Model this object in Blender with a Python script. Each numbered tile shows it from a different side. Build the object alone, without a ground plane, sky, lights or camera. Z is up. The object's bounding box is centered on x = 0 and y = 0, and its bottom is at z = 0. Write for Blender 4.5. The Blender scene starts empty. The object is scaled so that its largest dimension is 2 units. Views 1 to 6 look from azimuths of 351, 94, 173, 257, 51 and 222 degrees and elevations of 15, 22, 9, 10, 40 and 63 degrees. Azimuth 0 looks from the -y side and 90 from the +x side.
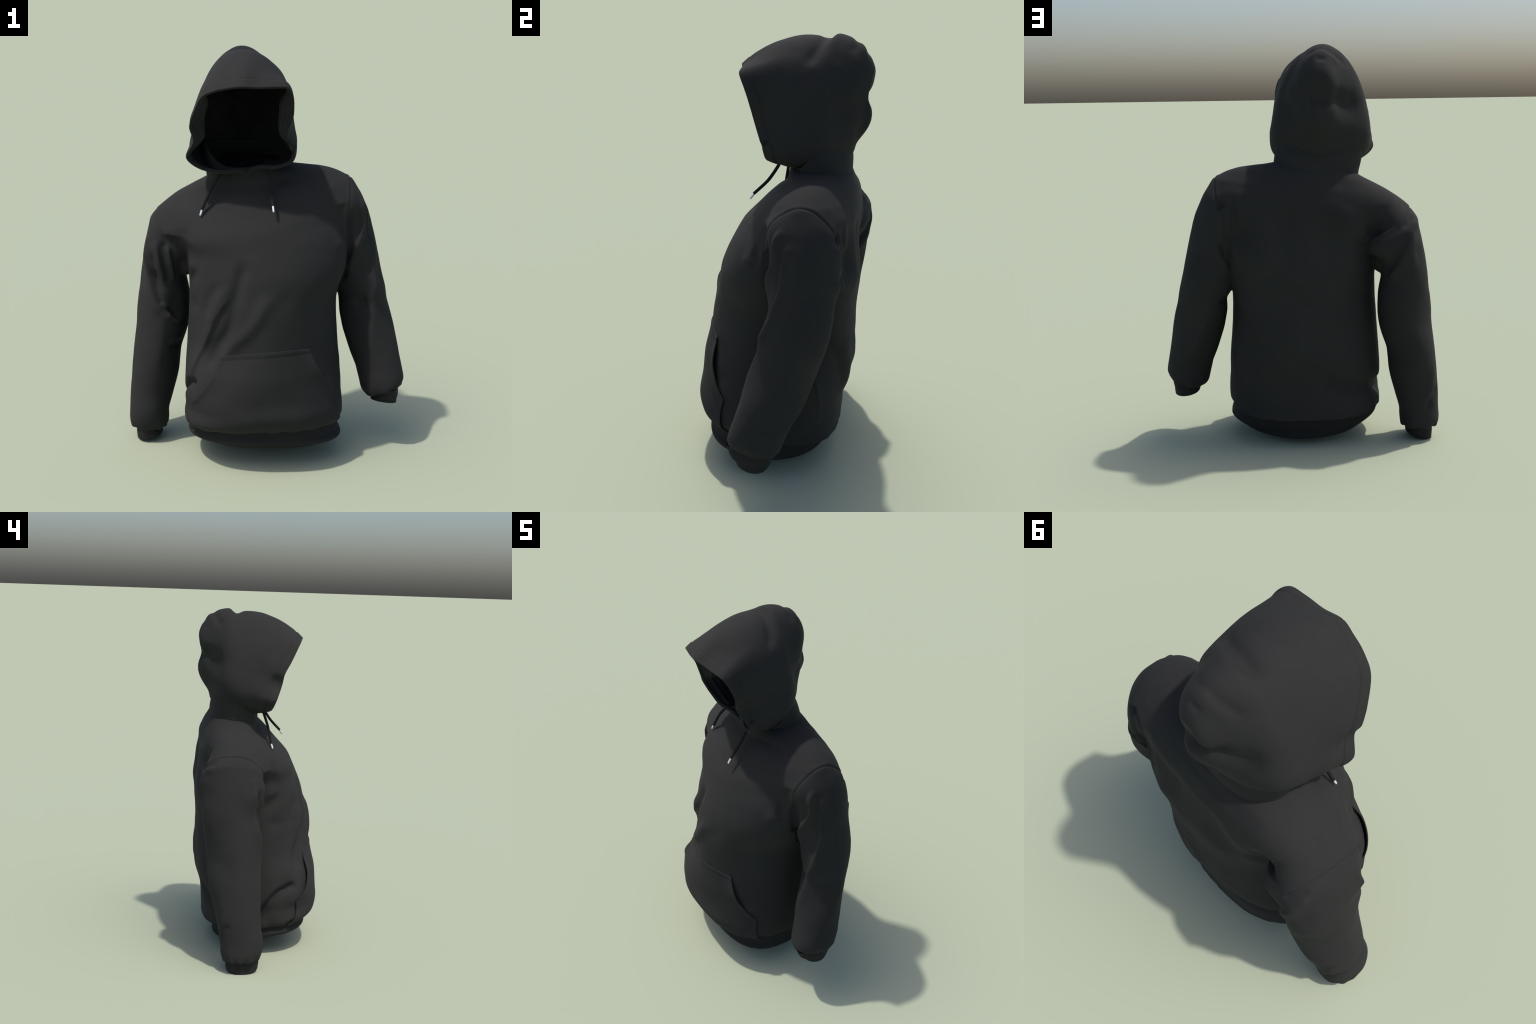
"""A black pullover hoodie standing as if worn by nobody: torso with kangaroo
pocket and ribbed waistband, two sleeves with cuffs, collar, open hood with a
stitched band, and a pair of drawstrings with metal tips.

Every cloth part is a loft: a short table of stations (centre, half axes,
roundness) is interpolated smoothly, then pulled about by a list of folds."""
import bpy, math
import numpy as np
from mathutils import noise, Vector
from mathutils.kdtree import KDTree

TAU = 2 * math.pi

# ------------------------------------------------------------------ helpers
def smooth_through(tk, yk, t, monotone=False):
    """C1 cubic through the stations (tk, yk) evaluated at t."""
    tk = np.asarray(tk, float); y = np.asarray(yk, float)
    one = y.ndim == 1
    if one: y = y[:, None]
    h = np.diff(tk)[:, None]; d = np.diff(y, axis=0) / h
    if monotone:
        m = np.zeros_like(y)
        w1 = 2 * h[1:] + h[:-1]; w2 = h[1:] + 2 * h[:-1]
        with np.errstate(divide='ignore', invalid='ignore'):
            hm = (w1 + w2) / (w1 / d[:-1] + w2 / d[1:])
        m[1:-1] = np.where(d[1:] * d[:-1] > 0, hm, 0); m[0] = d[0]; m[-1] = d[-1]
    else:
        m = np.gradient(y, tk, axis=0)
    t = np.asarray(t, float)
    i = np.clip(np.searchsorted(tk, t, side='right') - 1, 0, len(tk) - 2)
    H = (tk[i + 1] - tk[i])[..., None]; u = ((t - tk[i]) / (tk[i + 1] - tk[i]))[..., None]
    r = (y[i] * (1 + 2 * u) * (1 - u) ** 2 + m[i] * H * u * (1 - u) ** 2
         + y[i + 1] * u * u * (3 - 2 * u) + m[i + 1] * H * u * u * (u - 1))
    return r[..., 0] if one else r

def step(a, b, x):
    t = np.clip((x - a) / (b - a), 0, 1)
    return t * t * (3 - 2 * t)

def superellipse(ph, n):
    c, s = np.cos(ph), np.sin(ph)
    r = (np.abs(c) ** n + np.abs(s) ** n) ** (-1 / n)
    return r * c, r * s

def grid_normals(P, outward_from=None):
    """Normals of a grid closed along axis 1."""
    du = np.gradient(P, axis=0)
    dv = np.roll(P, -1, 1) - np.roll(P, 1, 1)
    n = np.cross(dv, du)
    n /= np.linalg.norm(n, axis=2, keepdims=True) + 1e-9
    c = P.mean(axis=1, keepdims=True)
    if ((P - c) * n).sum() < 0: n = -n
    return n

def laid_on(pts, kd, m=6):
    """A smooth curve through pts, laid onto the cloth (nearest points of it)."""
    pts = np.asarray(pts, float); k = len(pts)
    t = np.linspace(0, k - 1, (k - 1) * m + 1)
    pts = smooth_through(np.arange(k), pts, t) if k > 2 else pts[0] + (pts[1] - pts[0]) * t[:, None]
    pts = np.array([kd.find(p)[0] for p in pts])
    for _ in range(2):
        pts[1:-1] = .25 * pts[:-2] + .5 * pts[1:-1] + .25 * pts[2:]
    return pts

def tree_of(Q):
    kd = KDTree(len(Q))
    for i, q in enumerate(Q): kd.insert(q, i)
    kd.balance()
    return kd

def polyline_distance(Q, pts):
    """Distance of points Q to the polyline, how far along it (0..1), and the offset vector and run."""
    best = np.full(len(Q), 1e9); along = np.zeros(len(Q)); off = np.zeros_like(Q); run = np.zeros_like(Q)
    L = np.linalg.norm(np.diff(pts, axis=0), axis=1) + 1e-9; tot = L.sum(); acc = 0
    for a, b, l in zip(pts[:-1], pts[1:], L):
        ab = b - a
        t = np.clip(((Q - a) @ ab) / (l * l), 0, 1)
        o = Q - a - t[:, None] * ab
        d = np.linalg.norm(o, axis=1)
        hit = d < best
        best[hit] = d[hit]; along[hit] = (acc + t[hit] * l) / tot; off[hit] = o[hit]; run[hit] = ab; acc += l
    return best, along, off, run

def fold_height(Q, N, folds, kd=None):
    """Sum of ridges (+) and creases (-), each thinning out towards its ends.
    A fold may drop steeply on one side: +1 the left, -1 the right hand of its run, seen from outside."""
    out = np.zeros(len(Q)); kd = kd or tree_of(Q)
    for width, amp, steep, pts in folds:
        pts = laid_on(pts, kd); lo = pts.min(0) - 3.2 * width; hi = pts.max(0) + 3.2 * width
        sel = np.where(((Q > lo) & (Q < hi)).all(1))[0]
        if len(sel) == 0: continue
        d, t, off, run = polyline_distance(Q[sel], pts)
        end = float(np.clip(2.4 * width / np.linalg.norm(np.diff(pts, axis=0), axis=1).sum(), .14, .45))
        taper = step(0, end, t) * step(0, end, 1 - t)
        w = width
        if steep:
            side = (np.cross(N[sel], run) * off).sum(1) / (np.linalg.norm(run, axis=1) * width)   # > 0: left
            w = width * (1 - .62 * step(-.15, .15, side * steep)) * (1 + .25 * step(-.15, .15, -side * steep))
        out[sel] += amp * taper * np.exp(-(d / w) ** 2)
    return out

def soft_noise(Q, scale, seed):
    off = Vector((seed * 7.31, seed * 3.77, seed * 1.93))
    return np.array([noise.noise(Vector(q) * scale + off) for q in Q])

def coarse_noise(P, scale, seed, every=6):
    """Cloth unevenness: noise on a thinned grid, interpolated back."""
    R, C = P.shape[:2]
    ri = np.unique(np.r_[np.arange(0, R, every), R - 1]); ci = np.arange(0, C, every)
    sub = soft_noise(P[ri][:, ci].reshape(-1, 3), scale, seed).reshape(len(ri), len(ci))
    cols = np.concatenate([sub, sub[:, :1]], 1); cx = np.r_[ci, C]
    tmp = np.stack([smooth_through(cx, row, np.arange(C)) for row in cols])
    return smooth_through(ri, tmp, np.arange(R))

def grid_mesh(name, P, mat, closed=True, keep=None, extra_cap=None):
    """Quad mesh over a grid of points."""
    R, C = P.shape[:2]
    idx = np.arange(R * C).reshape(R, C)
    a = idx[:-1]; b = idx[1:]
    if closed:
        a2, b2 = np.roll(a, -1, 1), np.roll(b, -1, 1)
    else:
        a, a2, b, b2 = a[:, :-1], a[:, 1:], b[:, :-1], b[:, 1:]
    F = np.stack([a, a2, b2, b], -1).reshape(-1, 4)
    if keep is not None: F = F[keep.reshape(-1)]
    faces = F.tolist()
    verts = P.reshape(-1, 3)
    if extra_cap is not None:
        for ring in extra_cap:
            centre = P[ring].mean(0); verts = np.vstack([verts, centre]); k = len(verts) - 1
            faces += [[int(idx[ring, j]), int(idx[ring, (j + 1) % C]), k] for j in range(C)]
    me = bpy.data.meshes.new(name)
    me.from_pydata(verts.tolist(), [], faces)
    me.update()
    import bmesh
    bm = bmesh.new(); bm.from_mesh(me)
    loose = [v for v in bm.verts if not v.link_faces]
    bmesh.ops.delete(bm, geom=loose, context='VERTS')
    bmesh.ops.recalc_face_normals(bm, faces=bm.faces)
    bm.to_mesh(me); bm.free()
    me.shade_smooth()
    ob = bpy.data.objects.new(name, me)
    bpy.context.scene.collection.objects.link(ob)
    me.materials.append(mat)
    return ob

def child(ob, parent):
    ob.parent = parent
    return ob

# ---------------------------------------------------------------- materials
def cloth(name, base, rib=None):
    """Fleece jersey: near-black, fuzzy, with a fine knit bump and faint tone drift."""
    m = bpy.data.materials.new(name); m.use_nodes = True
    nt = m.node_tree; N = nt.nodes; L = nt.links
    b = N['Principled BSDF']
    tc = N.new('ShaderNodeTexCoord')
    big = N.new('ShaderNodeTexNoise'); big.inputs['Scale'].default_value = 5; big.inputs['Detail'].default_value = 3
    fine = N.new('ShaderNodeTexNoise'); fine.inputs['Scale'].default_value = 260; fine.inputs['Detail'].default_value = 2
    L.new(tc.outputs['Object'], big.inputs['Vector']); L.new(tc.outputs['Object'], fine.inputs['Vector'])
    ramp = N.new('ShaderNodeValToRGB')
    e = ramp.color_ramp.elements
    e[0].position = .3; e[1].position = .7
    e[0].color = (*[c * .93 for c in base], 1); e[1].color = (*[c * 1.06 for c in base], 1)
    L.new(big.outputs['Fac'], ramp.inputs['Fac'])
    L.new(ramp.outputs['Color'], b.inputs['Base Color'])
    b.inputs['Roughness'].default_value = .92
    b.inputs['Specular IOR Level'].default_value = .25
    bump = N.new('ShaderNodeBump'); bump.inputs['Strength'].default_value = .06; bump.inputs['Distance'].default_value = .002
    L.new(fine.outputs['Fac'], bump.inputs['Height'])
    L.new(bump.outputs['Normal'], b.inputs['Normal'])
    return m

def metal(name):
    m = bpy.data.materials.new(name); m.use_nodes = True
    nt = m.node_tree; b = nt.nodes['Principled BSDF']
    n = nt.nodes.new('ShaderNodeTexNoise'); n.inputs['Scale'].default_value = 60
    r = nt.nodes.new('ShaderNodeMapRange')
    r.inputs['To Min'].default_value = .28; r.inputs['To Max'].default_value = .42
    tc = nt.nodes.new('ShaderNodeTexCoord')
    nt.links.new(tc.outputs['Object'], n.inputs['Vector'])
    nt.links.new(n.outputs['Fac'], r.inputs['Value'])
    nt.links.new(r.outputs['Result'], b.inputs['Roughness'])
    b.inputs['Base Color'].default_value = (.86, .86, .88, 1)
    b.inputs['Metallic'].default_value = .55
    return m

BLACK = (.0212, .0211, .0210)
fleece = cloth('black_fleece', BLACK)
rib = cloth('black_ribbing', (.0175, .0175, .018))
inner_dark = cloth('inner_dark_black', (.009, .009, .009))  # darker black for the inside of the hood and collar
cord = cloth('black_cord', (.010, .010, .010))
steel = metal('brushed_metal')

# -------------------------------------------------------------------- torso
# height | centre x, y | half width, half depth | roundness: front +x, front -x, back +x, back -x
TORSO = np.array([
    [0.172, -0.035, -0.019, 0.381, 0.311, 2.888, 2.737, 2.708, 2.203],
    [0.208, -0.025, -0.044, 0.394, 0.336, 2.626, 2.724, 2.388, 2.298],
    [0.27, -0.018, -0.05, 0.389, 0.346, 2.287, 2.556, 2.445, 2.385],
    [0.34, -0.026, -0.044, 0.393, 0.345, 2.144, 2.543, 2.616, 2.372],
    [0.46, -0.024, -0.027, 0.386, 0.356, 1.803, 2.15, 2.915, 2.157],
    [0.6, -0.027, -0.011, 0.375, 0.347, 1.768, 1.646, 3.239, 1.943],
    [0.76, -0.023, -0.002, 0.368, 0.338, 1.717, 1.789, 3.403, 1.917],
    [0.92, 0.001, 0.02, 0.39, 0.326, 1.949, 2.012, 3.388, 2.058],
    [1.06, 0.007, 0.037, 0.405, 0.294, 1.78, 2.1, 3.33, 2.335],
    [1.16, -0.029, 0.058, 0.435, 0.268, 1.62, 2.05, 3.232, 2.63],
    [1.23, -0.039, 0.088, 0.482, 0.236, 1.6, 1.85, 2.917, 2.865],
    [1.28, -0.056, 0.105, 0.49, 0.208, 1.726, 1.608, 2.319, 2.985],
    [1.32, -0.056, 0.122, 0.444, 0.181, 1.793, 1.64, 1.926, 2.945],
    [1.36, -0.056, 0.138, 0.363, 0.149, 1.922, 1.795, 1.775, 2.804],
    [1.395, -0.073, 0.135, 0.257, 0.142, 2.071, 1.991, 1.794, 2.625],
    [1.42, -0.09, 0.13, 0.183, 0.136, 2.195, 2.158, 1.891, 2.463],
    [1.44, -0.103, 0.128, 0.128, 0.134, 2.3, 2.299, 1.999, 2.326],
])
YAW, TILT_HEM, TILT_SHOULDER, PITCH_HEM, PITCH_SHOULDER = (-0.107, 0.01, 0.151, -0.025, 0.022)

def torso_surface(u, ph):
    """u: 0 hem .. 1 neck, ph: angle round the body (0 = wearer's left, 270 deg = front)."""
    u, ph = np.broadcast_arrays(np.asarray(u, float), np.asarray(ph, float))
    s = smooth_through(np.linspace(0, 1, len(TORSO)), TORSO, u, monotone=True)
    Z, cx, cy, a, b = (s[..., i] for i in range(5))
    c, si = np.cos(ph), np.sin(ph)
    n = np.where(si < 0, np.where(c > 0, s[..., 5], s[..., 6]), np.where(c > 0, s[..., 7], s[..., 8]))
    X, Y = superellipse(ph, np.clip(n, 1.4, 5))
    X = cx + a * X; Y = cy + b * Y
    w = step(.5, 1.25, Z)
    tilt = TILT_HEM + (TILT_SHOULDER - TILT_HEM) * w
    pitch = PITCH_HEM + (PITCH_SHOULDER - PITCH_HEM) * w - .065 * (1 - step(.18, .40, Z))   # the hem hangs lower behind
    return np.stack([math.cos(YAW) * X - math.sin(YAW) * Y, math.sin(YAW) * X + math.cos(YAW) * Y,
                     Z + tilt * X + pitch * Y], -1)

# folds that run across the armholes
BODY_FOLDS = [
    (0.016, -0.012, 0, [[0.411, 0.231, 1.222], [0.402, 0.258, 1.132], [0.378, 0.229, 1.034]]),
    (0.018, -0.028, 0, [[0.377, 0.228, 1.258], [0.417, 0.224, 1.232], [0.445, 0.227, 1.197]]),
    (0.022, 0.012, 0, [[0.359, 0.242, 1.284], [0.331, 0.254, 1.229], [0.324, 0.259, 1.171], [0.336, 0.259, 1.119]]),
    (0.018, 0.01, 0, [[0.468, 0.235, 1.093], [0.35, 0.252, 1.006], [0.358, 0.24, 0.965]]),
]
TORSO_FOLDS = [  # width, height, steep side, curve
    (0.032, -0.019, 0, [[-0.145, -0.229, 1.05], [-0.173, -0.25, 0.963], [-0.209, -0.262, 0.834], [-0.234, -0.261, 0.708], [-0.293, -0.212, 0.602], [-0.345, -0.223, 0.484]]),
    (0.036, 0.015, 1, [[-0.216, -0.246, 0.889], [-0.253, -0.232, 0.822], [-0.313, -0.182, 0.67], [-0.36, -0.15, 0.54], [-0.407, -0.143, 0.413]]),
    (0.034, 0.016, 0, [[-0.038, -0.308, 0.899], [-0.069, -0.318, 0.839], [-0.127, -0.321, 0.738], [-0.218, -0.278, 0.632], [-0.299, -0.255, 0.515]]),
    (0.028, -0.008, 0, [[-0.263, -0.203, 0.939], [-0.322, -0.159, 0.817], [-0.32, -0.171, 0.733]]),
    (0.022, 0.006, 0, [[-0.219, -0.237, 0.922], [-0.275, -0.211, 0.831], [-0.303, -0.193, 0.709]]),
    (0.05, -0.007, 0, [[0.086, -0.292, 0.962], [0.028, -0.32, 0.849], [-0.019, -0.337, 0.748]]),
    (0.02, -0.028, 0, [[-0.415, 0.051, 0.207], [-0.409, 0.019, 0.247], [-0.425, -0.032, 0.336], [-0.418, -0.101, 0.396], [-0.377, -0.208, 0.428]]),
    (0.045, 0.012, 0, [[-0.423, -0.011, 0.207], [-0.416, -0.064, 0.251], [-0.42, -0.141, 0.325]]),
    (0.035, -0.028, 0, [[-0.046, 0.319, 0.385], [-0.146, 0.302, 0.326], [-0.25, 0.268, 0.3], [-0.339, 0.201, 0.301], [-0.415, 0.008, 0.234]]),
    (0.034, -0.014, 0, [[-0.385, 0.045, 0.856], [-0.381, -0.022, 0.901], [-0.349, -0.102, 0.977]]),
    (0.03, 0.007, 0, [[-0.388, 0.022, 0.935], [-0.379, -0.037, 0.963], [-0.352, -0.095, 0.993]]),
    (0.034, -0.009, 0, [[-0.387, 0.012, 0.783], [-0.376, -0.054, 0.784], [-0.338, -0.138, 0.799]]),
    (0.04, -0.012, 0, [[-0.386, -0.008, 0.986], [-0.409, -0.02, 1.063], [-0.42, -0.031, 1.127], [-0.36, -0.088, 1.125]]),
    (0.04, -0.012, 0, [[0.391, -0.071, 1.116], [0.321, -0.144, 1.122]]),
    (0.028, 0.009, 0, [[0.391, -0.065, 1.05], [0.344, -0.136, 1.074], [0.282, -0.183, 1.084]]),
    (0.05, -0.02, 0, [[0.343, 0.243, 1.203], [0.32, 0.269, 1.089], [0.301, 0.286, 0.984]]),
    (0.045, -0.02, 0, [[-0.322, 0.332, 1.231], [-0.314, 0.323, 1.146], [-0.32, 0.257, 1.043]]),
    (0.028, 0.01, 0, [[-0.345, 0.331, 1.211], [-0.388, 0.274, 1.114]]),
    (0.04, 0.01, 0, [[-0.26, 0.335, 1.159], [-0.293, 0.293, 1.073]]),
    (0.09, -0.022, 1, [[0.367, 0.151, 0.858], [0.338, 0.18, 0.729], [0.265, 0.27, 0.572], [0.178, 0.273, 0.359]]),
    (0.05, 0.01, 0, [[0.259, 0.279, 0.703], [0.171, 0.309, 0.51], [0.085, 0.289, 0.31]]),
    (0.05, 0.012, 0, [[0.123, 0.323, 0.684], [0.079, 0.328, 0.563], [0.001, 0.329, 0.439]]),
    (0.012, 0.005, 0, [[0.347, 0.144, 0.614], [0.317, 0.185, 0.39], [0.29, 0.186, 0.265]]),
    (0.05, 0.012, 0, [[0.25, 0.288, 1.251], [0.227, 0.304, 1.068], [0.213, 0.314, 0.882]]),
    (0.05, -0.009, 0, [[0.136, 0.304, 1.273], [0.118, 0.321, 1.067], [0.104, 0.333, 0.858]]),
    (0.045, 0.012, 0, [[-0.18, 0.334, 1.244], [-0.202, 0.317, 1.055], [-0.216, 0.296, 0.862]]),
    (0.05, -0.009, 0, [[-0.074, 0.329, 1.246], [-0.082, 0.334, 1.062], [-0.084, 0.34, 0.876]]),
]
SEAM_RIGHT = [[-0.184, 0.319, 1.044], [-0.361, 0.296, 1.124], [-0.494, 0.252, 1.18], [-0.521, 0.198, 1.184], [-0.512, 0.125, 1.161], [-0.475, 0.07, 1.118], [-0.398, 0.003, 1.034]]
SEAM_LEFT = [[0.339, -0.069, 1.266], [0.404, -0.002, 1.328], [0.44, 0.062, 1.355], [0.439, 0.113, 1.346], [0.429, 0.169, 1.312], [0.385, 0.221, 1.261]]

# ---------------------------------------------------------------- waistband
WAIST = np.array([
    [0.062, -0.011, -0.035, 0.31, 0.257, 2.65, 2.66, 1.75, 2.3],
    [0.097, -0.019, -0.055, 0.379, 0.275, 3, 2.65, 1.8, 2.1],
    [0.137, -0.022, -0.045, 0.374, 0.282, 2.76, 2.62, 2, 2.1],
    [0.21, -0.024, -0.035, 0.361, 0.287, 2.67, 2.6, 2.05, 2.1],
])
WAIST_TILT, WAIST_PITCH = -.031, -.124

def build_waistband(parent):
    R, C = 40, 520
    ph = np.linspace(0, TAU, C, endpoint=False)[None]
    s = smooth_through(np.linspace(0, 1, len(WAIST)), WAIST, np.linspace(0, 1, R))[:, None]
    Z, cx, cy, a, b = (s[..., i] for i in range(5))
    c, si = np.cos(ph), np.sin(ph)
    n = np.where(si < 0, np.where(c > 0, s[..., 5], s[..., 6]), np.where(c > 0, s[..., 7], s[..., 8]))
    X, Y = superellipse(ph, n)
    ribs = 1 + .0012 * np.sin(ph * 130)
    X = cx + a * X * ribs; Y = cy + b * Y * ribs
    P = np.stack([math.cos(YAW) * X - math.sin(YAW) * Y, math.sin(YAW) * X + math.cos(YAW) * Y,
                  Z + WAIST_TILT * X + WAIST_PITCH * Y], -1)
    N = grid_normals(P)
    inner = (P - N * .014)[::-1]
    roll = [P[0] - N[0] * .003 + [0, 0, -.003], P[0] - N[0] * .011 + [0, 0, -.003]]
    P = np.concatenate([P[::-1], np.array(roll), inner[::-1]])
    return child(grid_mesh('waistband', P, rib), parent)

# ------------------------------------------------------------------ sleeves
# centre x, y, z | half width, half depth, roundness, twist — from inside the shoulder to the wrist
SLEEVE_RIGHT = np.array([
    [-0.405, 0.216, 1.128, 0.138, 0.146, 2.282, -0.02],
    [-0.432, 0.215, 1.08, 0.146, 0.172, 2.787, -0.008],
    [-0.477, 0.221, 0.993, 0.116, 0.171, 2.386, 0.043],
    [-0.497, 0.231, 0.87, 0.114, 0.157, 1.975, -0.118],
    [-0.499, 0.214, 0.76, 0.131, 0.158, 1.776, 0.011],
    [-0.509, 0.204, 0.634, 0.136, 0.156, 1.6, -0.093],
    [-0.537, 0.201, 0.505, 0.122, 0.149, 1.675, -0.162],
    [-0.556, 0.188, 0.371, 0.12, 0.133, 1.86, -0.078],
    [-0.58, 0.177, 0.249, 0.111, 0.122, 2.047, 0.001],
    [-0.594, 0.166, 0.165, 0.101, 0.119, 2.137, -0.011],
    [-0.597, 0.169, 0.108, 0.1, 0.114, 2.186, 0.012],
    [-0.598, 0.169, 0.066, 0.092, 0.1, 2.187, 0.026],
])
SLEEVE_LEFT = np.array([
    [0.335, 0.06, 1.288, 0.112, 0.125, 2.301, 0.194],
    [0.368, 0.072, 1.232, 0.126, 0.15, 2.194, 0.062],
    [0.393, 0.097, 1.143, 0.143, 0.16, 1.721, -0.097],
    [0.434, 0.088, 1.014, 0.139, 0.15, 1.66, -0.046],
    [0.462, 0.085, 0.894, 0.137, 0.142, 1.758, -0.003],
    [0.497, 0.062, 0.785, 0.122, 0.145, 1.746, -0.232],
    [0.509, 0.039, 0.686, 0.132, 0.14, 1.41, -0.289],
    [0.533, -0.007, 0.556, 0.128, 0.136, 1.503, -0.078],
    [0.563, -0.057, 0.428, 0.116, 0.123, 2.022, 0.043],
    [0.566, -0.062, 0.41, 0.116, 0.12, 2.196, 0.06],
    [0.581, -0.091, 0.325, 0.111, 0.117, 2.172, 0.12],
    [0.591, -0.1, 0.29, 0.094, 0.105, 2.167, 0.16],
])
SLEEVE_RIGHT_FOLDS = [
    (0.034, 0.013, 1, [[-0.584, 0.133, 1.055], [-0.585, 0.114, 0.956], [-0.571, 0.096, 0.828], [-0.541, 0.061, 0.742], [-0.516, 0.055, 0.742], [-0.469, 0.064, 0.667], [-0.417, 0.115, 0.597]]),
    (0.019, -0.016, 0, [[-0.568, 0.087, 1.035], [-0.559, 0.083, 0.937], [-0.543, 0.071, 0.808], [-0.509, 0.054, 0.726], [-0.473, 0.063, 0.711], [-0.425, 0.098, 0.639]]),
    (0.022, 0.012, 1, [[-0.543, 0.069, 1.091], [-0.527, 0.059, 0.968], [-0.502, 0.069, 0.833]]),
    (0.015, -0.013, 0, [[-0.512, 0.05, 1.084], [-0.495, 0.058, 0.941], [-0.478, 0.078, 0.856]]),
    (0.022, 0.016, 1, [[-0.485, 0.044, 1.074], [-0.472, 0.056, 0.956], [-0.452, 0.089, 0.845]]),
    (0.045, -0.013, 0, [[-0.42, 0.111, 0.816], [-0.455, 0.075, 0.759], [-0.456, 0.073, 0.733], [-0.414, 0.109, 0.649]]),
    (0.012, 0.008, 0, [[-0.417, 0.127, 0.565], [-0.465, 0.078, 0.556], [-0.493, 0.064, 0.533]]),
    (0.02, -0.01, 0, [[-0.41, 0.182, 0.512], [-0.465, 0.088, 0.517], [-0.46, 0.103, 0.472]]),
    (0.015, 0.008, 0, [[-0.571, 0.129, 1.106], [-0.587, 0.117, 1.01], [-0.546, 0.084, 0.9]]),
    (0.03, -0.006, 0, [[-0.536, 0.346, 1.057], [-0.534, 0.365, 0.997], [-0.542, 0.371, 0.915]]),
    (0.03, 0.014, -1, [[-0.508, 0.363, 1.117], [-0.468, 0.391, 1.025], [-0.419, 0.364, 0.924], [-0.39, 0.288, 0.84]]),
    (0.026, -0.016, 0, [[-0.44, 0.39, 1.035], [-0.409, 0.363, 0.948], [-0.383, 0.259, 0.883]]),
    (0.03, 0.006, 0, [[-0.635, 0.281, 0.443], [-0.631, 0.286, 0.295], [-0.606, 0.289, 0.187]]),
    (0.014, -0.01, 0, [[-0.446, 0.374, 1.107], [-0.487, 0.336, 1.141], [-0.509, 0.305, 1.16]]),
    (0.016, 0.01, 0, [[-0.461, 0.391, 1.067], [-0.509, 0.361, 1.124], [-0.533, 0.324, 1.145]]),
    (0.02, -0.01, 0, [[-0.596, 0.286, 0.154], [-0.643, 0.277, 0.259], [-0.674, 0.238, 0.269]]),
]
SLEEVE_LEFT_FOLDS = [
    (0.021, 0.017, -1, [[0.463, 0.001, 1.293], [0.466, -0.035, 1.228], [0.469, -0.027, 1.165], [0.46, -0.04, 1.106], [0.431, -0.06, 1.034], [0.403, -0.051, 0.965], [0.381, -0.024, 0.89]]),
    (0.022, -0.02, 0, [[0.396, -0.072, 1.239], [0.392, -0.066, 1.167], [0.384, -0.051, 1.034], [0.37, -0.023, 0.933], [0.358, 0.018, 0.842]]),
    (0.016, 0.008, 0, [[0.381, -0.072, 1.24], [0.369, -0.047, 1.06], [0.362, -0.027, 0.982]]),
    (0.03, -0.014, 0, [[0.501, 0.025, 1.214], [0.52, 0.016, 1.116], [0.508, -0.023, 1.032]]),
    (0.026, 0.013, -1, [[0.492, 0.024, 1.243], [0.505, 0.01, 1.148], [0.516, -0.003, 1.078], [0.534, -0.002, 1.021], [0.527, -0.048, 0.872], [0.524, -0.087, 0.757]]),
    (0.03, 0.004, 0, [[0.531, 0.0, 1.041], [0.521, -0.053, 0.87], [0.503, -0.094, 0.714], [0.493, -0.121, 0.615], [0.498, -0.158, 0.455]]),
    (0.026, 0.013, 1, [[0.488, 0.22, 1.083], [0.44, 0.242, 1.028], [0.398, 0.213, 0.942], [0.366, 0.181, 0.892]]),
    (0.02, -0.012, 0, [[0.452, 0.244, 1.113], [0.417, 0.245, 1.042], [0.378, 0.206, 0.969]]),
    (0.018, -0.012, 0, [[0.438, 0.178, 0.755], [0.382, 0.075, 0.746]]),
    (0.05, -0.012, 0, [[0.57, 0.105, 0.486], [0.526, 0.052, 0.389], [0.484, -0.016, 0.337]]),
    (0.03, -0.018, 0, [[0.424, -0.04, 0.719], [0.515, -0.086, 0.776]]),
]
CUFF_RIGHT = np.array([
    [-0.614, 0.153, 0.139, 0.044, 0.087, 2.202, 0.036],
    [-0.608, 0.157, 0.094, 0.053, 0.088, 2.198, 0.004],
    [-0.603, 0.163, 0.051, 0.062, 0.093, 2.201, -0.042],
    [-0.596, 0.16, 0.015, 0.068, 0.088, 2.211, -0.104],
])
CUFF_LEFT = np.array([
    [0.611, -0.109, 0.34, 0.046, 0.106, 2.178, 0.06],
    [0.6, -0.099, 0.295, 0.061, 0.1, 2.197, -0.017],
    [0.593, -0.093, 0.263, 0.063, 0.084, 2.165, 0.006],
    [0.587, -0.099, 0.228, 0.066, 0.071, 2.109, 0.114],
])

def tube(S, R, C):
    s = smooth_through(np.linspace(0, 1, len(S)), S, np.linspace(0, 1, R))
    centre = s[:, :3]
    T = np.gradient(centre, axis=0); T /= np.linalg.norm(T, axis=1)[:, None]
    back = np.array([.16, .987, 0.])
    E2 = back[None] - T * (T @ back)[:, None]; E2 /= np.linalg.norm(E2, axis=1)[:, None]
    E1 = np.cross(E2, T)
    a = s[:, 6:7]
    E1, E2 = np.cos(a) * E1 + np.sin(a) * E2, np.cos(a) * E2 - np.sin(a) * E1
    ph = np.linspace(0, TAU, C, endpoint=False)
    X, Y = superellipse(ph[None], np.clip(s[:, 5:6], 1.4, 5))
    return centre[:, None] + E1[:, None] * (s[:, 3:4] * X)[..., None] + E2[:, None] * (s[:, 4:5] * Y)[..., None]

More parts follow.
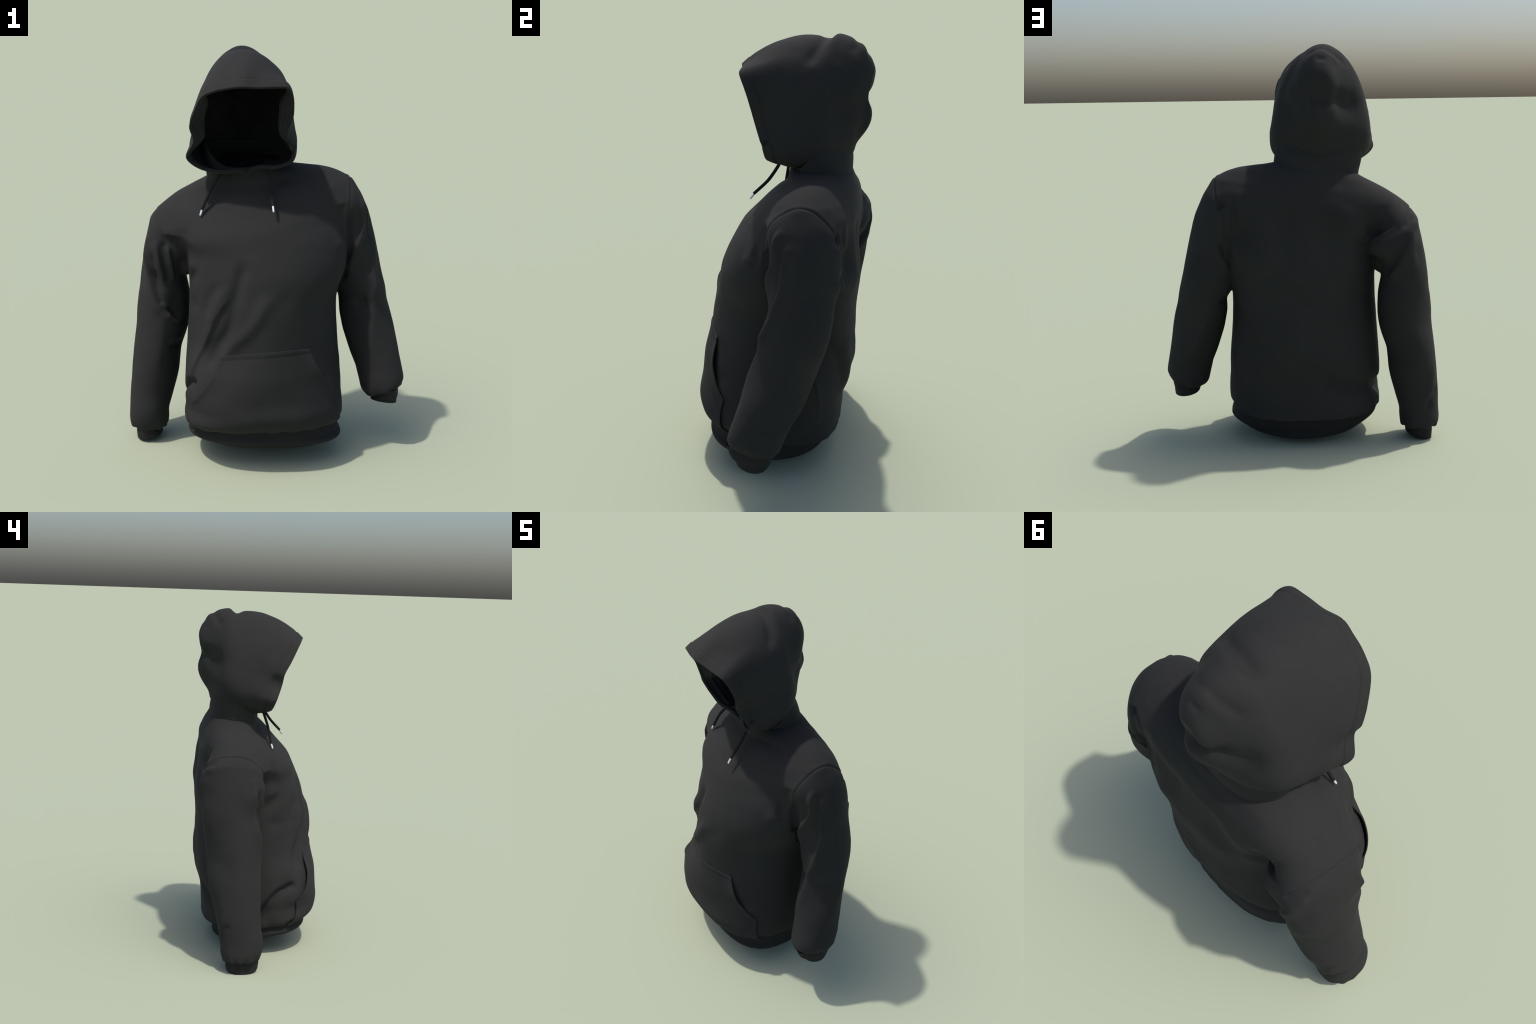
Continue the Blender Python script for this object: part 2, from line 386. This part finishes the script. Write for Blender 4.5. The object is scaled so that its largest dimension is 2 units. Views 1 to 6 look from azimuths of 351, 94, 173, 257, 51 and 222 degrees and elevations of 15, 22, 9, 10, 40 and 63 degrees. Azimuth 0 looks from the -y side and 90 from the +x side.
def tri_mesh(name, blocks, caps=True):
    """One mesh holding several closed grids (each capped at both ends)."""
    V = []; F = []; o = 0
    for P in blocks:
        R, C = P.shape[:2]; idx = np.arange(R * C).reshape(R, C) + o
        a, b = idx[:-1], idx[1:]
        F += np.stack([a, np.roll(a, -1, 1), np.roll(b, -1, 1), b], -1).reshape(-1, 4).tolist()
        F.append(idx[0][::-1].tolist()); F.append(idx[-1].tolist())
        V.append(P.reshape(-1, 3)); o += R * C
    me = bpy.data.meshes.new(name); me.from_pydata(np.concatenate(V).tolist(), [], F); me.update()
    import bmesh
    bm = bmesh.new(); bm.from_mesh(me); bmesh.ops.recalc_face_normals(bm, faces=bm.faces); bm.to_mesh(me); bm.free()
    return me

def fuse(blocks, voxel, clouds=()):
    """Union of overlapping closed lofts (and hulls of point clouds) as one even quad skin: vertices, faces."""
    import bmesh
    me0 = tri_mesh('fuse', blocks)
    bm = bmesh.new(); bm.from_mesh(me0)
    for c in clouds:
        hb = bmesh.new()
        for q in c: hb.verts.new(q)
        r = bmesh.ops.convex_hull(hb, input=hb.verts[:])
        bmesh.ops.delete(hb, geom=[e for e in r['geom_interior'] if isinstance(e, bmesh.types.BMVert)], context='VERTS')
        bmesh.ops.recalc_face_normals(hb, faces=hb.faces)
        hm = bpy.data.meshes.new('h'); hb.to_mesh(hm); hb.free(); bm.from_mesh(hm); bpy.data.meshes.remove(hm)
    bm.to_mesh(me0); bm.free()
    ob = bpy.data.objects.new('fuse', me0); bpy.context.scene.collection.objects.link(ob)
    r = ob.modifiers.new('r', 'REMESH'); r.mode = 'VOXEL'; r.voxel_size = voxel
    dg = bpy.context.evaluated_depsgraph_get(); me = ob.evaluated_get(dg).to_mesh()
    V = np.empty(len(me.vertices) * 3); me.vertices.foreach_get('co', V)
    n = np.empty(len(me.polygons), int); me.polygons.foreach_get('loop_total', n)
    li = np.empty(len(me.loops), int); me.loops.foreach_get('vertex_index', li)
    assert (n == 4).all()
    F = li.reshape(-1, 4)
    ob.evaluated_get(dg).to_mesh_clear()
    bpy.data.objects.remove(ob, do_unlink=True)
    return V.reshape(-1, 3), F

def relax(V, E, weight, times):
    deg = np.bincount(E.ravel(), minlength=len(V)).astype(float)[:, None]
    for _ in range(times):
        s = np.stack([np.bincount(E[:, 0], V[E[:, 1], k], len(V)) + np.bincount(E[:, 1], V[E[:, 0], k], len(V)) for k in range(3)], 1)
        V = V + weight[:, None] * (s / deg - V)
    return V

def skin_normals(V, F):
    n = np.cross(V[F[:, 2]] - V[F[:, 0]], V[F[:, 3]] - V[F[:, 1]])
    N = np.stack([sum(np.bincount(F[:, j], n[:, k], len(V)) for j in range(4)) for k in range(3)], 1)
    return N / (np.linalg.norm(N, axis=1, keepdims=True) + 1e-12)

# where each sleeve is set in: a point on the seam plane and the direction down the arm
ARMHOLES = [(np.array([-.468, .165, 1.085]), np.array([-.839, .199, -.506]), SEAM_RIGHT),
            (np.array([.412, .08, 1.231]), np.array([.982, -.139, -.126]), SEAM_LEFT)]
# slack cloth under the wearer's right arm: centre, half sizes
GUSSET = (np.array([-.392, .165, .955]), np.array([.05, .10, .085]))

def build_body(parent):
    """Torso and sleeves: fused into one cloth skin, folded, then cut along the armhole seams."""
    u = np.linspace(0, 1, 200)[:, None]; ph = np.linspace(0, TAU, 300, endpoint=False)[None]
    T = torso_surface(u, ph)
    tubes = []
    for S in (SLEEVE_RIGHT, SLEEVE_LEFT):
        tubes.append(tube(S, 160, 140))
    a_, b_ = np.meshgrid(np.linspace(.05, math.pi - .05, 24), np.linspace(0, TAU, 40, endpoint=False), indexing='ij')
    ball = GUSSET[0] + GUSSET[1] * np.stack([np.sin(a_) * np.cos(b_), np.sin(a_) * np.sin(b_), np.cos(a_)], -1)
    pads = []
    for (p, d, seam), X in zip(ARMHOLES, tubes):
        # the shoulder cap: cloth stretched over the end of the shoulder and the top of the arm
        d = d / np.linalg.norm(d); A = T.reshape(-1, 3); B = X.reshape(-1, 3)
        sa, sb = (A - p) @ d, (B - p) @ d; low = p[2] + .015
        near = np.linalg.norm(A - p, axis=1) < .30
        A = A[near & (sa > -.10) & (sa < .03) & (A[:, 2] > low)]; B = B[(sb > -.01) & (sb < .085) & (B[:, 2] > low + .012)]
        pads.append(np.concatenate([A, B]))
    V, F = fuse([T, ball] + tubes, .0042, pads)
    E = np.unique(np.sort(np.concatenate([F[:, [0, 1]], F[:, [1, 2]], F[:, [2, 3]], F[:, [3, 0]]]), axis=1), axis=0)
    V = relax(V, E, np.full(len(V), .5), 5)
    # soften the join round each armhole so the cloth runs through
    w = np.zeros(len(V))
    for p, d, seam in ARMHOLES:
        d = d / np.linalg.norm(d)
        off = np.abs((V - p) @ d); r = np.linalg.norm(V - p, axis=1)
        up = step(.02, .10, V[:, 2] - p[2])
        w = np.maximum(w, np.exp(-(off / .055) ** 2) * (r < .26) * (.06 + .94 * up))
        ledge = np.exp(-((V[:, 2] - p[2] - .015) / .04) ** 2) * (r < .28) * (np.abs((V - p) @ d) < .16)
        w = np.maximum(w, .9 * ledge)
    V = relax(V, E, .6 * w, 20)
    # who is who: nearest base surface, and the seam plane close to the armhole
    pts = np.concatenate([T[::2, ::2].reshape(-1, 3)] + [x[::2, ::2].reshape(-1, 3) for x in tubes])
    kinds = np.concatenate([np.zeros(T[::2, ::2].size // 3, int)] + [np.full(x[::2, ::2].size // 3, i + 1) for i, x in enumerate(tubes)])
    kd = KDTree(len(pts))
    for i, q in enumerate(pts): kd.insert(q, i)
    kd.balance()
    who = np.array([kinds[kd.find(v)[1]] for v in V])
    for i, (p, d, seam) in enumerate(ARMHOLES):
        d = d / np.linalg.norm(d)
        s = (V - p) @ d; near = (np.linalg.norm(V - p, axis=1) < .30) & (V[:, 2] > p[2] - (.16 if p[0] < 0 else .26)) & (np.abs(V[:, 0] - p[0]) < .2)
        who[near & (s > 0) & (np.sign(p[0]) * (V[:, 0] - p[0]) > -.08)] = i + 1
        who[near & (s <= 0)] = 0
    N = skin_normals(V, F)
    h = np.zeros(len(V))
    t_ = who == 0
    h[t_] += fold_height(V[t_], N[t_], TORSO_FOLDS)
    for i, fl in ((1, SLEEVE_RIGHT_FOLDS), (2, SLEEVE_LEFT_FOLDS)):
        h[who == i] += fold_height(V[who == i], N[who == i], fl)
    h += fold_height(V, N, BODY_FOLDS)
    # keep folds from tearing where the two regions meet
    hh = relax(np.stack([h] * 3, 1), E, .5 * np.clip(w * 1.5, 0, 1), 12)[:, 0]
    h = np.where(w > .1, hh, h)
    for p, d, seam in ARMHOLES:
        d = d / np.linalg.norm(d); s = (V - p) @ d
        top = step(-.05, .04, V[:, 2] - p[2]) * (np.linalg.norm(V - p, axis=1) < .26)
        h += top * (-.0044 * np.exp(-((s - .002) / .0036) ** 2) + .0014 * np.exp(-((s + .010) / .009) ** 2))
    h += .0035 * soft_noise(V, 5.5, 1) + .0012 * soft_noise(V, 17, 2)
    # puckers where the body is gathered onto the waistband, and the arms onto the cuffs
    a = np.arctan2(V[:, 1] + .03, V[:, 0] + .03)
    hem = .172 + (PITCH_HEM - .065) * V[:, 1]
    h += t_ * (.0035 - .0022 * np.sin(a)) * (.6 * np.sin(a * 27 + 1.5 * np.sin(a * 5)) + .4 * np.sin(a * 17 + 2.1)) * np.exp(-((V[:, 2] - hem) / .035) ** 2)
    for i, S in ((1, SLEEVE_RIGHT), (2, SLEEVE_LEFT)):
        c = S[-1, :3]; a = np.arctan2(V[:, 1] - c[1], V[:, 0] - c[0])
        h += (who == i) * .0035 * np.sin(a * 9 + 1.5 * np.sin(2 * a + i)) * np.exp(-((V[:, 2] - c[2]) / .03) ** 2)
    V = V + N * h[:, None]
    V = relax(V, E, np.full(len(V), .3), 2)
    N = skin_normals(V, F)
    fw = np.sort(who[F], axis=1); fw = np.where((who[F] == 0).sum(1) >= 2, 0, fw[:, -1])
    # open the neck: no cloth across the top of the torso
    cen = V[F].mean(1)
    lid = (fw == 0) & (np.abs(N[F].mean(1)[:, 2]) > .8) & (cen[:, 2] > 1.40) & (np.hypot((cen[:, 0] + .1) / .115, (cen[:, 1] - .16) / .1) < 1)
    parts = {}
    for i, name in ((0, 'torso'), (1, 'sleeve'), (2, 'sleeve')):
        f = F[(fw == i) & ~lid]; used = np.unique(f); m = np.full(len(V), -1); m[used] = np.arange(len(used))
        me = bpy.data.meshes.new(name); me.from_pydata(V[used].tolist(), [], m[f].tolist()); me.update()
        me.shade_smooth(); me.normals_split_custom_set_from_vertices(N[used].tolist())
        me.materials.append(fleece)
        ob = bpy.data.objects.new(name, me); bpy.context.scene.collection.objects.link(ob)
        parts[i] = child(ob, parent)
    for i, cuff in ((1, CUFF_RIGHT), (2, CUFF_LEFT)):
        build_cuff(parts[i], cuff)

def build_cuff(sleeve, cuff):
    R2, C2 = 30, 240
    K = tube(cuff, R2, C2); M = grid_normals(K)
    K = K + M * (.0005 * np.sin(np.linspace(0, TAU, C2, endpoint=False) * 44))[None, :, None]
    down = K[-1].mean(0) - K[-4].mean(0); down /= np.linalg.norm(down)
    roll = np.array([K[-1] - M[-1] * .002 + down * .003, K[-1] - M[-1] * .007 + down * .003])
    inner = (K - M * .009)[::-1]
    K = np.concatenate([K, roll, inner])
    return child(grid_mesh('cuff', K, rib, extra_cap=[len(K) - 1]), sleeve)

# ------------------------------------------------------------------- pocket
# corners on the torso as (height parameter, angle in degrees)
POCKET = dict(top_right=(.303, 234), top_left=(.313, 304.5), low_right=(.170, 210.5), low_left=(.193, 329))

def build_pocket(parent):
    R, C = 120, 170
    q = np.linspace(0, 1, R)                     # 0 hem .. 1 top edge
    k = POCKET
    def side(low, top, inset):
        """straight up from the hem, then a curved hand opening to the top corner"""
        knee = .42
        U = np.where(q < knee, q / knee * low[0], low[0] + (top[0] - low[0]) * (q - knee) / (1 - knee))
        t = np.clip((q - knee) / (1 - knee), 0, 1)
        A = low[1] + (top[1] - low[1]) * (t + inset * np.sin(math.pi * t))
        return U, A
    UR, AR = side(k['low_right'], k['top_right'], .16)
    UL, AL = side(k['low_left'], k['top_left'], .16)
    p = np.linspace(0, 1, C)[None]
    U = UR[:, None] * (1 - p) + UL[:, None] * p + .010 * np.sin(math.pi * p) * q[:, None] ** 2
    A = np.radians(AR[:, None] * (1 - p) + AL[:, None] * p)
    e = 1e-3
    base = torso_surface(U, A)
    n = np.cross(torso_surface(U, A + e) - torso_surface(U, A - e), torso_surface(np.clip(U + e, 0, 1), A) - torso_surface(np.clip(U - e, 0, 1), A))
    n /= np.linalg.norm(n, axis=2, keepdims=True)
    if n[..., 1].mean() > 0: n = -n
    base = base + n * fold_height(base.reshape(-1, 3), n.reshape(-1, 3), [f for f in TORSO_FOLDS if f[0] > .03], tree_of(torso_surface(np.linspace(0, 1, 160)[:, None], np.linspace(0, TAU, 240)[None]).reshape(-1, 3))).reshape(R, C)[..., None] * .6
    qq = q[:, None] * np.ones_like(p)
    lift = .0045 + .003 * np.sin(math.pi * qq) * np.sin(math.pi * p) ** .5
    # the hand openings gape a little
    t = np.clip((qq - .42) / .58, 0, 1)
    gape = np.sin(math.pi * t) ** 1.2
    lift += gape * (.012 * np.exp(-(p / .10) ** 2) + .016 * np.exp(-((1 - p) / .10) ** 2))
    # turned and stitched edges: a line a finger's width inside the edge
    width = .42
    dl = np.minimum(p, 1 - p) * width * (1 - .35 * qq); dt = (1 - qq) * .40
    for d, on, amp in ((dt, np.ones_like(dt), .0015), (dl, step(.38, .46, qq), .0005)):
        lift -= amp * np.exp(-((d - .021) / .0035) ** 2) * on
        lift += amp * np.exp(-((d - .008) / .007) ** 2) * on
    lift += .005 * np.exp(-(np.minimum(p, 1 - p) / .04) ** 2)
    lift += .0035 * np.sin(p * 40 + 2 * np.sin(p * 9)) * np.exp(-(qq / .07) ** 2)
    lift += .0025 * coarse_noise(base, 9, 11)
    lift *= step(-.06, .02, np.minimum(qq, 1))
    P = base + n * lift[..., None]
    th = .006
    # closed slab: outer face, rounded rim, inner face
    outer = P; inner = P - n * th
    verts = np.concatenate([outer.reshape(-1, 3), inner.reshape(-1, 3)])
    idx = np.arange(R * C).reshape(R, C); o = R * C
    F = []
    a = np.stack([idx[:-1, :-1], idx[:-1, 1:], idx[1:, 1:], idx[1:, :-1]], -1).reshape(-1, 4)
    F += a.tolist(); F += (a[:, ::-1] + o).tolist()
    loop = np.concatenate([idx[0, :], idx[1:, -1], idx[-1, -2::-1], idx[-2:0:-1, 0]])
    nxt = np.roll(loop, -1)
    F += np.stack([loop, loop + o, nxt + o, nxt], -1).tolist()
    me = bpy.data.meshes.new('pocket'); me.from_pydata(verts.tolist(), [], F); me.update()
    import bmesh
    bm = bmesh.new(); bm.from_mesh(me); bmesh.ops.recalc_face_normals(bm, faces=bm.faces); bm.to_mesh(me); bm.free()
    me.shade_smooth()
    ob = bpy.data.objects.new('pocket', me); bpy.context.scene.collection.objects.link(ob); me.materials.append(fleece)
    bev = ob.modifiers.new('soft_edge', 'BEVEL'); bev.width = .0022; bev.segments = 3; bev.limit_method = 'ANGLE'; bev.angle_limit = math.radians(50)
    return child(ob, parent)

# ------------------------------------------------------------- hood, collar
# slices from the face opening to the back of the head:
# centre x, y, z | half width, half height | roundness top, bottom | narrowing to the top | lean
HOOD = np.array([
    [-0.143, -0.129, 1.642, 0.236, 0.23, 2.016, 2.447, 0.111, 0.401],
    [-0.131, -0.075, 1.663, 0.24, 0.26, 1.993, 2.736, 0.141, 0.301],
    [-0.107, 0.035, 1.698, 0.232, 0.286, 2.246, 3.386, 0.213, 0.132],
    [-0.094, 0.159, 1.721, 0.216, 0.263, 2.549, 3.422, 0.237, 0.089],
    [-0.088, 0.225, 1.731, 0.174, 0.267, 2.067, 2.733, 0.162, 0.094],
    [-0.064, 0.288, 1.717, 0.106, 0.242, 2.076, 2.307, -0.004, -0.027],
    [-0.059, 0.328, 1.697, 0.059, 0.162, 2.367, 2.315, -0.038, -0.136],
    [-0.037, 0.343, 1.697, 0.027, 0.062, 2.211, 2.422, -0.08, 0.06],
])
# the edge of the face opening, once round from the top centre
OPENING = np.array([
    [-0.156, -0.235, 1.842],
    [-0.218, -0.216, 1.835],
    [-0.287, -0.19, 1.819],
    [-0.336, -0.162, 1.789],
    [-0.365, -0.121, 1.719],
    [-0.381, -0.079, 1.647],
    [-0.364, -0.068, 1.579],
    [-0.393, -0.034, 1.498],
    [-0.331, -0.028, 1.445],
    [-0.255, -0.035, 1.424],
    [-0.181, -0.03, 1.421],
    [-0.105, -0.026, 1.424],
    [-0.049, -0.042, 1.442],
    [0.024, -0.083, 1.448],
    [0.097, -0.104, 1.476],
    [0.107, -0.125, 1.546],
    [0.064, -0.151, 1.609],
    [0.087, -0.175, 1.7],
    [0.083, -0.202, 1.777],
    [0.053, -0.227, 1.832],
    [-0.008, -0.232, 1.84],
    [-0.089, -0.23, 1.839],
])
HOOD_FOLDS = [
    (0.034, -0.02, 0, [[0.003, 0.32, 1.744], [-0.062, 0.345, 1.727], [-0.153, 0.317, 1.742], [-0.201, 0.284, 1.78]]),
    (0.05, -0.011, 0, [[-0.153, 0.317, 1.767], [-0.221, 0.278, 1.73], [-0.194, 0.293, 1.677], [-0.129, 0.322, 1.633]]),
    (0.05, -0.009, 0, [[-0.108, 0.346, 1.74], [-0.192, 0.294, 1.708], [-0.291, 0.233, 1.699]]),
    (0.06, 0.006, 0, [[0.074, 0.155, 1.84], [0.01, 0.309, 1.835], [-0.065, 0.351, 1.838], [-0.155, 0.307, 1.838], [-0.222, 0.253, 1.843]]),
    (0.06, 0.004, 0, [[0.084, 0.21, 1.657], [0.018, 0.29, 1.657], [-0.06, 0.348, 1.652], [-0.144, 0.316, 1.651], [-0.215, 0.285, 1.631]]),
    (0.05, 0.01, 0, [[0.09, 0.16, 1.79], [0.059, 0.237, 1.743], [0.049, 0.257, 1.698]]),
    (0.014, -0.007, 0, [[-0.036, 0.312, 1.93], [-0.066, 0.326, 1.923], [-0.1, 0.312, 1.93]]),
    (0.022, -0.007, 0, [[0.006, 0.234, 1.927], [-0.034, 0.273, 1.96], [-0.079, 0.275, 1.973], [-0.125, 0.278, 1.95], [-0.205, 0.242, 1.893]]),
    (0.022, 0.004, 0, [[-0.003, 0.291, 1.911], [-0.048, 0.297, 1.952], [-0.076, 0.292, 1.961], [-0.132, 0.287, 1.932], [-0.172, 0.27, 1.901]]),
    (0.028, -0.016, 0, [[0.069, 0.061, 1.875], [-0.033, 0.12, 1.973], [-0.094, 0.14, 1.983], [-0.143, 0.148, 1.979], [-0.185, 0.15, 1.962]]),
    (0.035, -0.009, 0, [[-0.364, -0.067, 1.59], [-0.367, -0.03, 1.611], [-0.365, -0.003, 1.628]]),
    (0.02, -0.018, 0, [[0.103, -0.116, 1.563], [0.119, -0.096, 1.537]]),
    (0.04, 0.008, 0, [[-0.354, 0.039, 1.652], [-0.355, 0.058, 1.566], [-0.342, 0.119, 1.499]]),
    (0.05, -0.01, 0, [[0.077, 0.168, 1.817], [0.075, 0.216, 1.703], [0.037, 0.264, 1.612]]),
]
TURN = -.17                                      # the head faces a little to the wearer's right
COLLAR = np.array([
    [-0.061, 0.135, 1.351, 0.213, 0.152, 2.251, 0.046],
    [-0.076, 0.137, 1.427, 0.213, 0.14, 2.263, 0.024],
    [-0.086, 0.14, 1.499, 0.215, 0.122, 2.216, -0.043],
])

def closed_curve(X, M=14):
    t = np.linspace(0, 1, M, endpoint=False)[:, None]; out = []
    for i in range(len(X)):
        a, b, c, d = X[i - 1], X[i], X[(i + 1) % len(X)], X[(i + 2) % len(X)]
        out.append(.5 * (2 * b + (c - a) * t + (2 * a - 5 * b + 4 * c - d) * t ** 2 + (3 * b - a - 3 * c + d) * t ** 3))
    return np.vstack(out)

def hood_surface(R, C):
    u = np.linspace(0, 1, R)
    s = smooth_through(np.linspace(0, 1, len(HOOD)), HOOD, u); s[:, 3:5] = np.maximum(s[:, 3:5], .003)
    e1 = np.array([math.cos(TURN), math.sin(TURN), 0]); eb = np.array([-math.sin(TURN), math.cos(TURN), 0]); z = np.array([0, 0, 1.])
    th = s[:, 8:9]; e2 = np.cos(th) * z - np.sin(th) * eb
    ph = np.linspace(0, TAU, C, endpoint=False) + math.pi / 2
    n = np.clip(np.where(np.sin(ph)[None] > 0, s[:, 5:6], s[:, 6:7]), 1.4, 5)
    X, Y = superellipse(ph[None], n); X = X * (1 - s[:, 7:8] * Y)
    P = s[:, None, :3] + e1 * (X * s[:, 3:4])[..., None] + e2[:, None] * (Y * s[:, 4:5])[..., None]
    # blend the first slices into the measured opening
    Q = closed_curve(OPENING) - s[0, :3]
    a = np.arctan2(Q @ e2[0], Q @ e1)
    p0 = P[0] - s[0, :3]; b = np.arctan2(p0 @ e2[0], p0 @ e1)
    am = np.mod(a, TAU); o = np.argsort(am); aa = np.r_[am[o] - TAU, am[o], am[o] + TAU]; QQ = np.vstack([Q[o]] * 3)
    E = np.stack([np.interp(np.mod(b, TAU), aa, QQ[:, i]) for i in range(3)], 1)
    P = P + np.exp(-(u / .22) ** 2)[:, None, None] * (E - p0)[None]
    # round off the very back
    c = P[-1].mean(0); k = np.array([.8, .6, .4, .2, .04])[:, None, None]
    P = np.concatenate([P, c + (P[-1] - c) * k + eb * .006 * (1 - k ** 2)])
    return P, np.r_[u, np.full(5, 1.)]

def build_hood(parent):
    C = 420
    P, u = hood_surface(170, C); R = len(P); N = grid_normals(P)
    away = P - np.array([-.09, .12, 1.70]); away /= np.linalg.norm(away, axis=2, keepdims=True)
    k = step(.72, .93, u)[:, None, None]
    N = N * (1 - k) + away * k; N /= np.linalg.norm(N, axis=2, keepdims=True)
    h = fold_height(P.reshape(-1, 3), N.reshape(-1, 3), HOOD_FOLDS).reshape(R, C)
    h += .004 * coarse_noise(P, 8, 21) + .0012 * coarse_noise(P, 20, 22)
    # stitched band along the opening, crown seam over the top
    d = np.concatenate([[0], np.cumsum(np.linalg.norm(np.diff(P, axis=0), axis=2).mean(1))])
    run = np.concatenate([np.zeros((1, C)), np.cumsum(np.linalg.norm(np.diff(P, axis=0), axis=2), axis=0)])
    h += .0022 * (1 - step(.041, .047, run)) - .002 * np.exp(-((run - .047) / .004) ** 2)
    ang = np.linspace(0, TAU, C, endpoint=False); ang = np.minimum(ang, TAU - ang)[None]
    h -= .001 * np.exp(-(ang / .012) ** 2) * (1 - step(.05, .22, u))[:, None]
    outer = P + N * h[..., None]
    # notch under the chin where the two band ends cross
    chin = np.array([-.105, -.035, 1.42])
    low = np.exp(-(np.abs(outer[..., 0] - chin[0]) / .016) ** 1.4) * np.exp(-(run / .03) ** 2) * (outer[..., 2] < 1.55)
    outer[..., 2] -= .024 * low
    N = grid_normals(outer)
    inner = outer - N * (.010 + .0045 * (1 - step(.052, .055, run)))[..., None]
    # the turned-in facing of the opening hangs free of the sides
    rel = outer - HOOD[0, :3]; across = rel[..., 0] * math.cos(TURN) + rel[..., 1] * math.sin(TURN)
    hang = np.clip(np.abs(across) / .2, 0, 1) ** 2 * step(1.50, 1.60, outer[..., 2]) * (1 - step(1.74, 1.84, outer[..., 2]))
    flap = .052 * hang * step(.004, .075, run) * (1 - step(.079, .084, run)) * -np.sign(across)
    inner += flap[..., None] * np.array([math.cos(TURN), math.sin(TURN), 0])
    fwd = outer[0] - outer[3]; fwd /= np.linalg.norm(fwd, axis=1)[:, None]
    n0 = N[0]
    rim = [outer[0] + fwd * f - n0 * i for f, i in
           ((.003, .0008), (.0045, .003), (.0035, .0055), (.000, .0066), (-.004, .0070), (.001, .0076), (.0035, .0092), (.004, .0115), (.002, .0135), (-.004, .0145))]
    grid = np.concatenate([outer[::-1], np.array(rim), inner[4:]])
    # the neck hole in the floor of the hood
    mid = (grid[:-1] + grid[1:]) / 2
    x = mid[..., 0] - COLLAR[1][0]; y = mid[..., 1] - COLLAR[1][1]
    y2 = y * math.cos(TURN) - x * math.sin(TURN); x2 = x * math.cos(TURN) + y * math.sin(TURN)
    ell = (x2 / .165) ** 2 + ((y2 + .0) / .07) ** 2 < 1
    wedge = (y2 < 0) & (y2 > -.16) & (np.abs(x2) < np.minimum(1.05 * (y2 + .16), .165))
    hole = (ell | wedge) & (mid[..., 2] < 1.52)
    ob = grid_mesh('hood', grid, fleece, keep=~hole, extra_cap=[0, len(grid) - 1])
    ob.data.materials.append(inner_dark)
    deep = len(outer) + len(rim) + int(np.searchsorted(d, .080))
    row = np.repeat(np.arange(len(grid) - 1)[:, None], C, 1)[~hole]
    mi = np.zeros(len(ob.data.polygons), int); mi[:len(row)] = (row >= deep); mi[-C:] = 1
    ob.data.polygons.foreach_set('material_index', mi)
    return child(ob, parent)

def build_collar(parent):
    R, C = 40, 240
    P = tube(COLLAR, R, C)
    ph = np.linspace(0, TAU, C, endpoint=False)
    # keep the upper edge just inside the hood: lower in front than behind
    v = np.linspace(0, 1, R)[:, None]
    y = P[-1, :, 1]
    top = 1.43 + (1.535 - 1.43) * step(.03, .14, y)
    P[..., 1] += (.012 * (1 - step(-.02, .10, P[..., 1])))
    bot = P[0, :, 2]
    P[..., 2] = bot[None] + (top - bot)[None] * v
    N = grid_normals(P)
    lap = np.clip((1.45 - P[..., 2]) / .06, -1, 1)
    P = P + N * (.003 * coarse_noise(P, 12, 31) + .004 * np.cos(lap * math.pi / 2))[..., None]
    P = np.concatenate([P, (P - N * .01)[::-1]])
    ob = grid_mesh('collar', P, fleece); ob.data.materials.append(inner_dark)
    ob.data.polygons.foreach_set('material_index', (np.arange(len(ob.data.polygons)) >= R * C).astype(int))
    return child(ob, parent)

# -------------------------------------------------------------- drawstrings
STRING_RIGHT = [[-.215, .004, 1.44], [-.229, -.004, 1.41], [-.279, -.019, 1.339], [-.322, -.031, 1.251], [-.334, -.038, 1.218]]
STRING_LEFT = [[.004, -.045, 1.44], [.002, -.056, 1.412], [-.002, -.098, 1.345], [-.003, -.157, 1.283], [-.003, -.179, 1.253]]
def round_bar(name, pts, radii, mat, C=20, R=60):
    k = np.linspace(0, 1, len(pts)); t = np.linspace(0, 1, R)
    c = smooth_through(k, np.array(pts), t); r = smooth_through(np.linspace(0, 1, len(radii)), np.array(radii), t, monotone=True)
    T = np.gradient(c, axis=0); T /= np.linalg.norm(T, axis=1)[:, None]
    ref = np.array([.9, .3, 0]); A = np.cross(T, ref); A /= np.linalg.norm(A, axis=1)[:, None]; B = np.cross(T, A)
    ph = np.linspace(0, TAU, C, endpoint=False)[None, :, None]
    P = c[:, None] + r[:, None, None] * (np.cos(ph) * A[:, None] + np.sin(ph) * B[:, None])
    return grid_mesh(name, P, mat, extra_cap=[0, R - 1])

def build_drawstring(parent, pts, tip):
    end = np.array(pts[-1]); tip = np.array(tip)
    d = (tip - end) / np.linalg.norm(tip - end)
    s = child(round_bar('drawstring', pts + [(end + d * .001).tolist()], [.0072, .0076, .0076, .0074, .0072, .005], cord), parent)
    t0 = end - d * .003
    child(round_bar('metal_tip', [t0.tolist(), ((t0 + tip) / 2).tolist(), tip.tolist()], [.0048, .0051, .0051, .0051, .0051, .0051, .004], steel, R=40), s)
    return s

# ------------------------------------------------------------------ assemble
root = bpy.data.objects.new('hoodie', None)
bpy.context.scene.collection.objects.link(root)
root['label'] = 'black pullover hoodie with hood up, kangaroo pocket and drawstrings'
root['category'] = 'hoodie'
build_body(root)
build_waistband(root)
build_pocket(root)
build_collar(root)
build_hood(root)
build_drawstring(root, STRING_RIGHT[:-1], STRING_RIGHT[-1])
build_drawstring(root, STRING_LEFT[:-1], STRING_LEFT[-1])
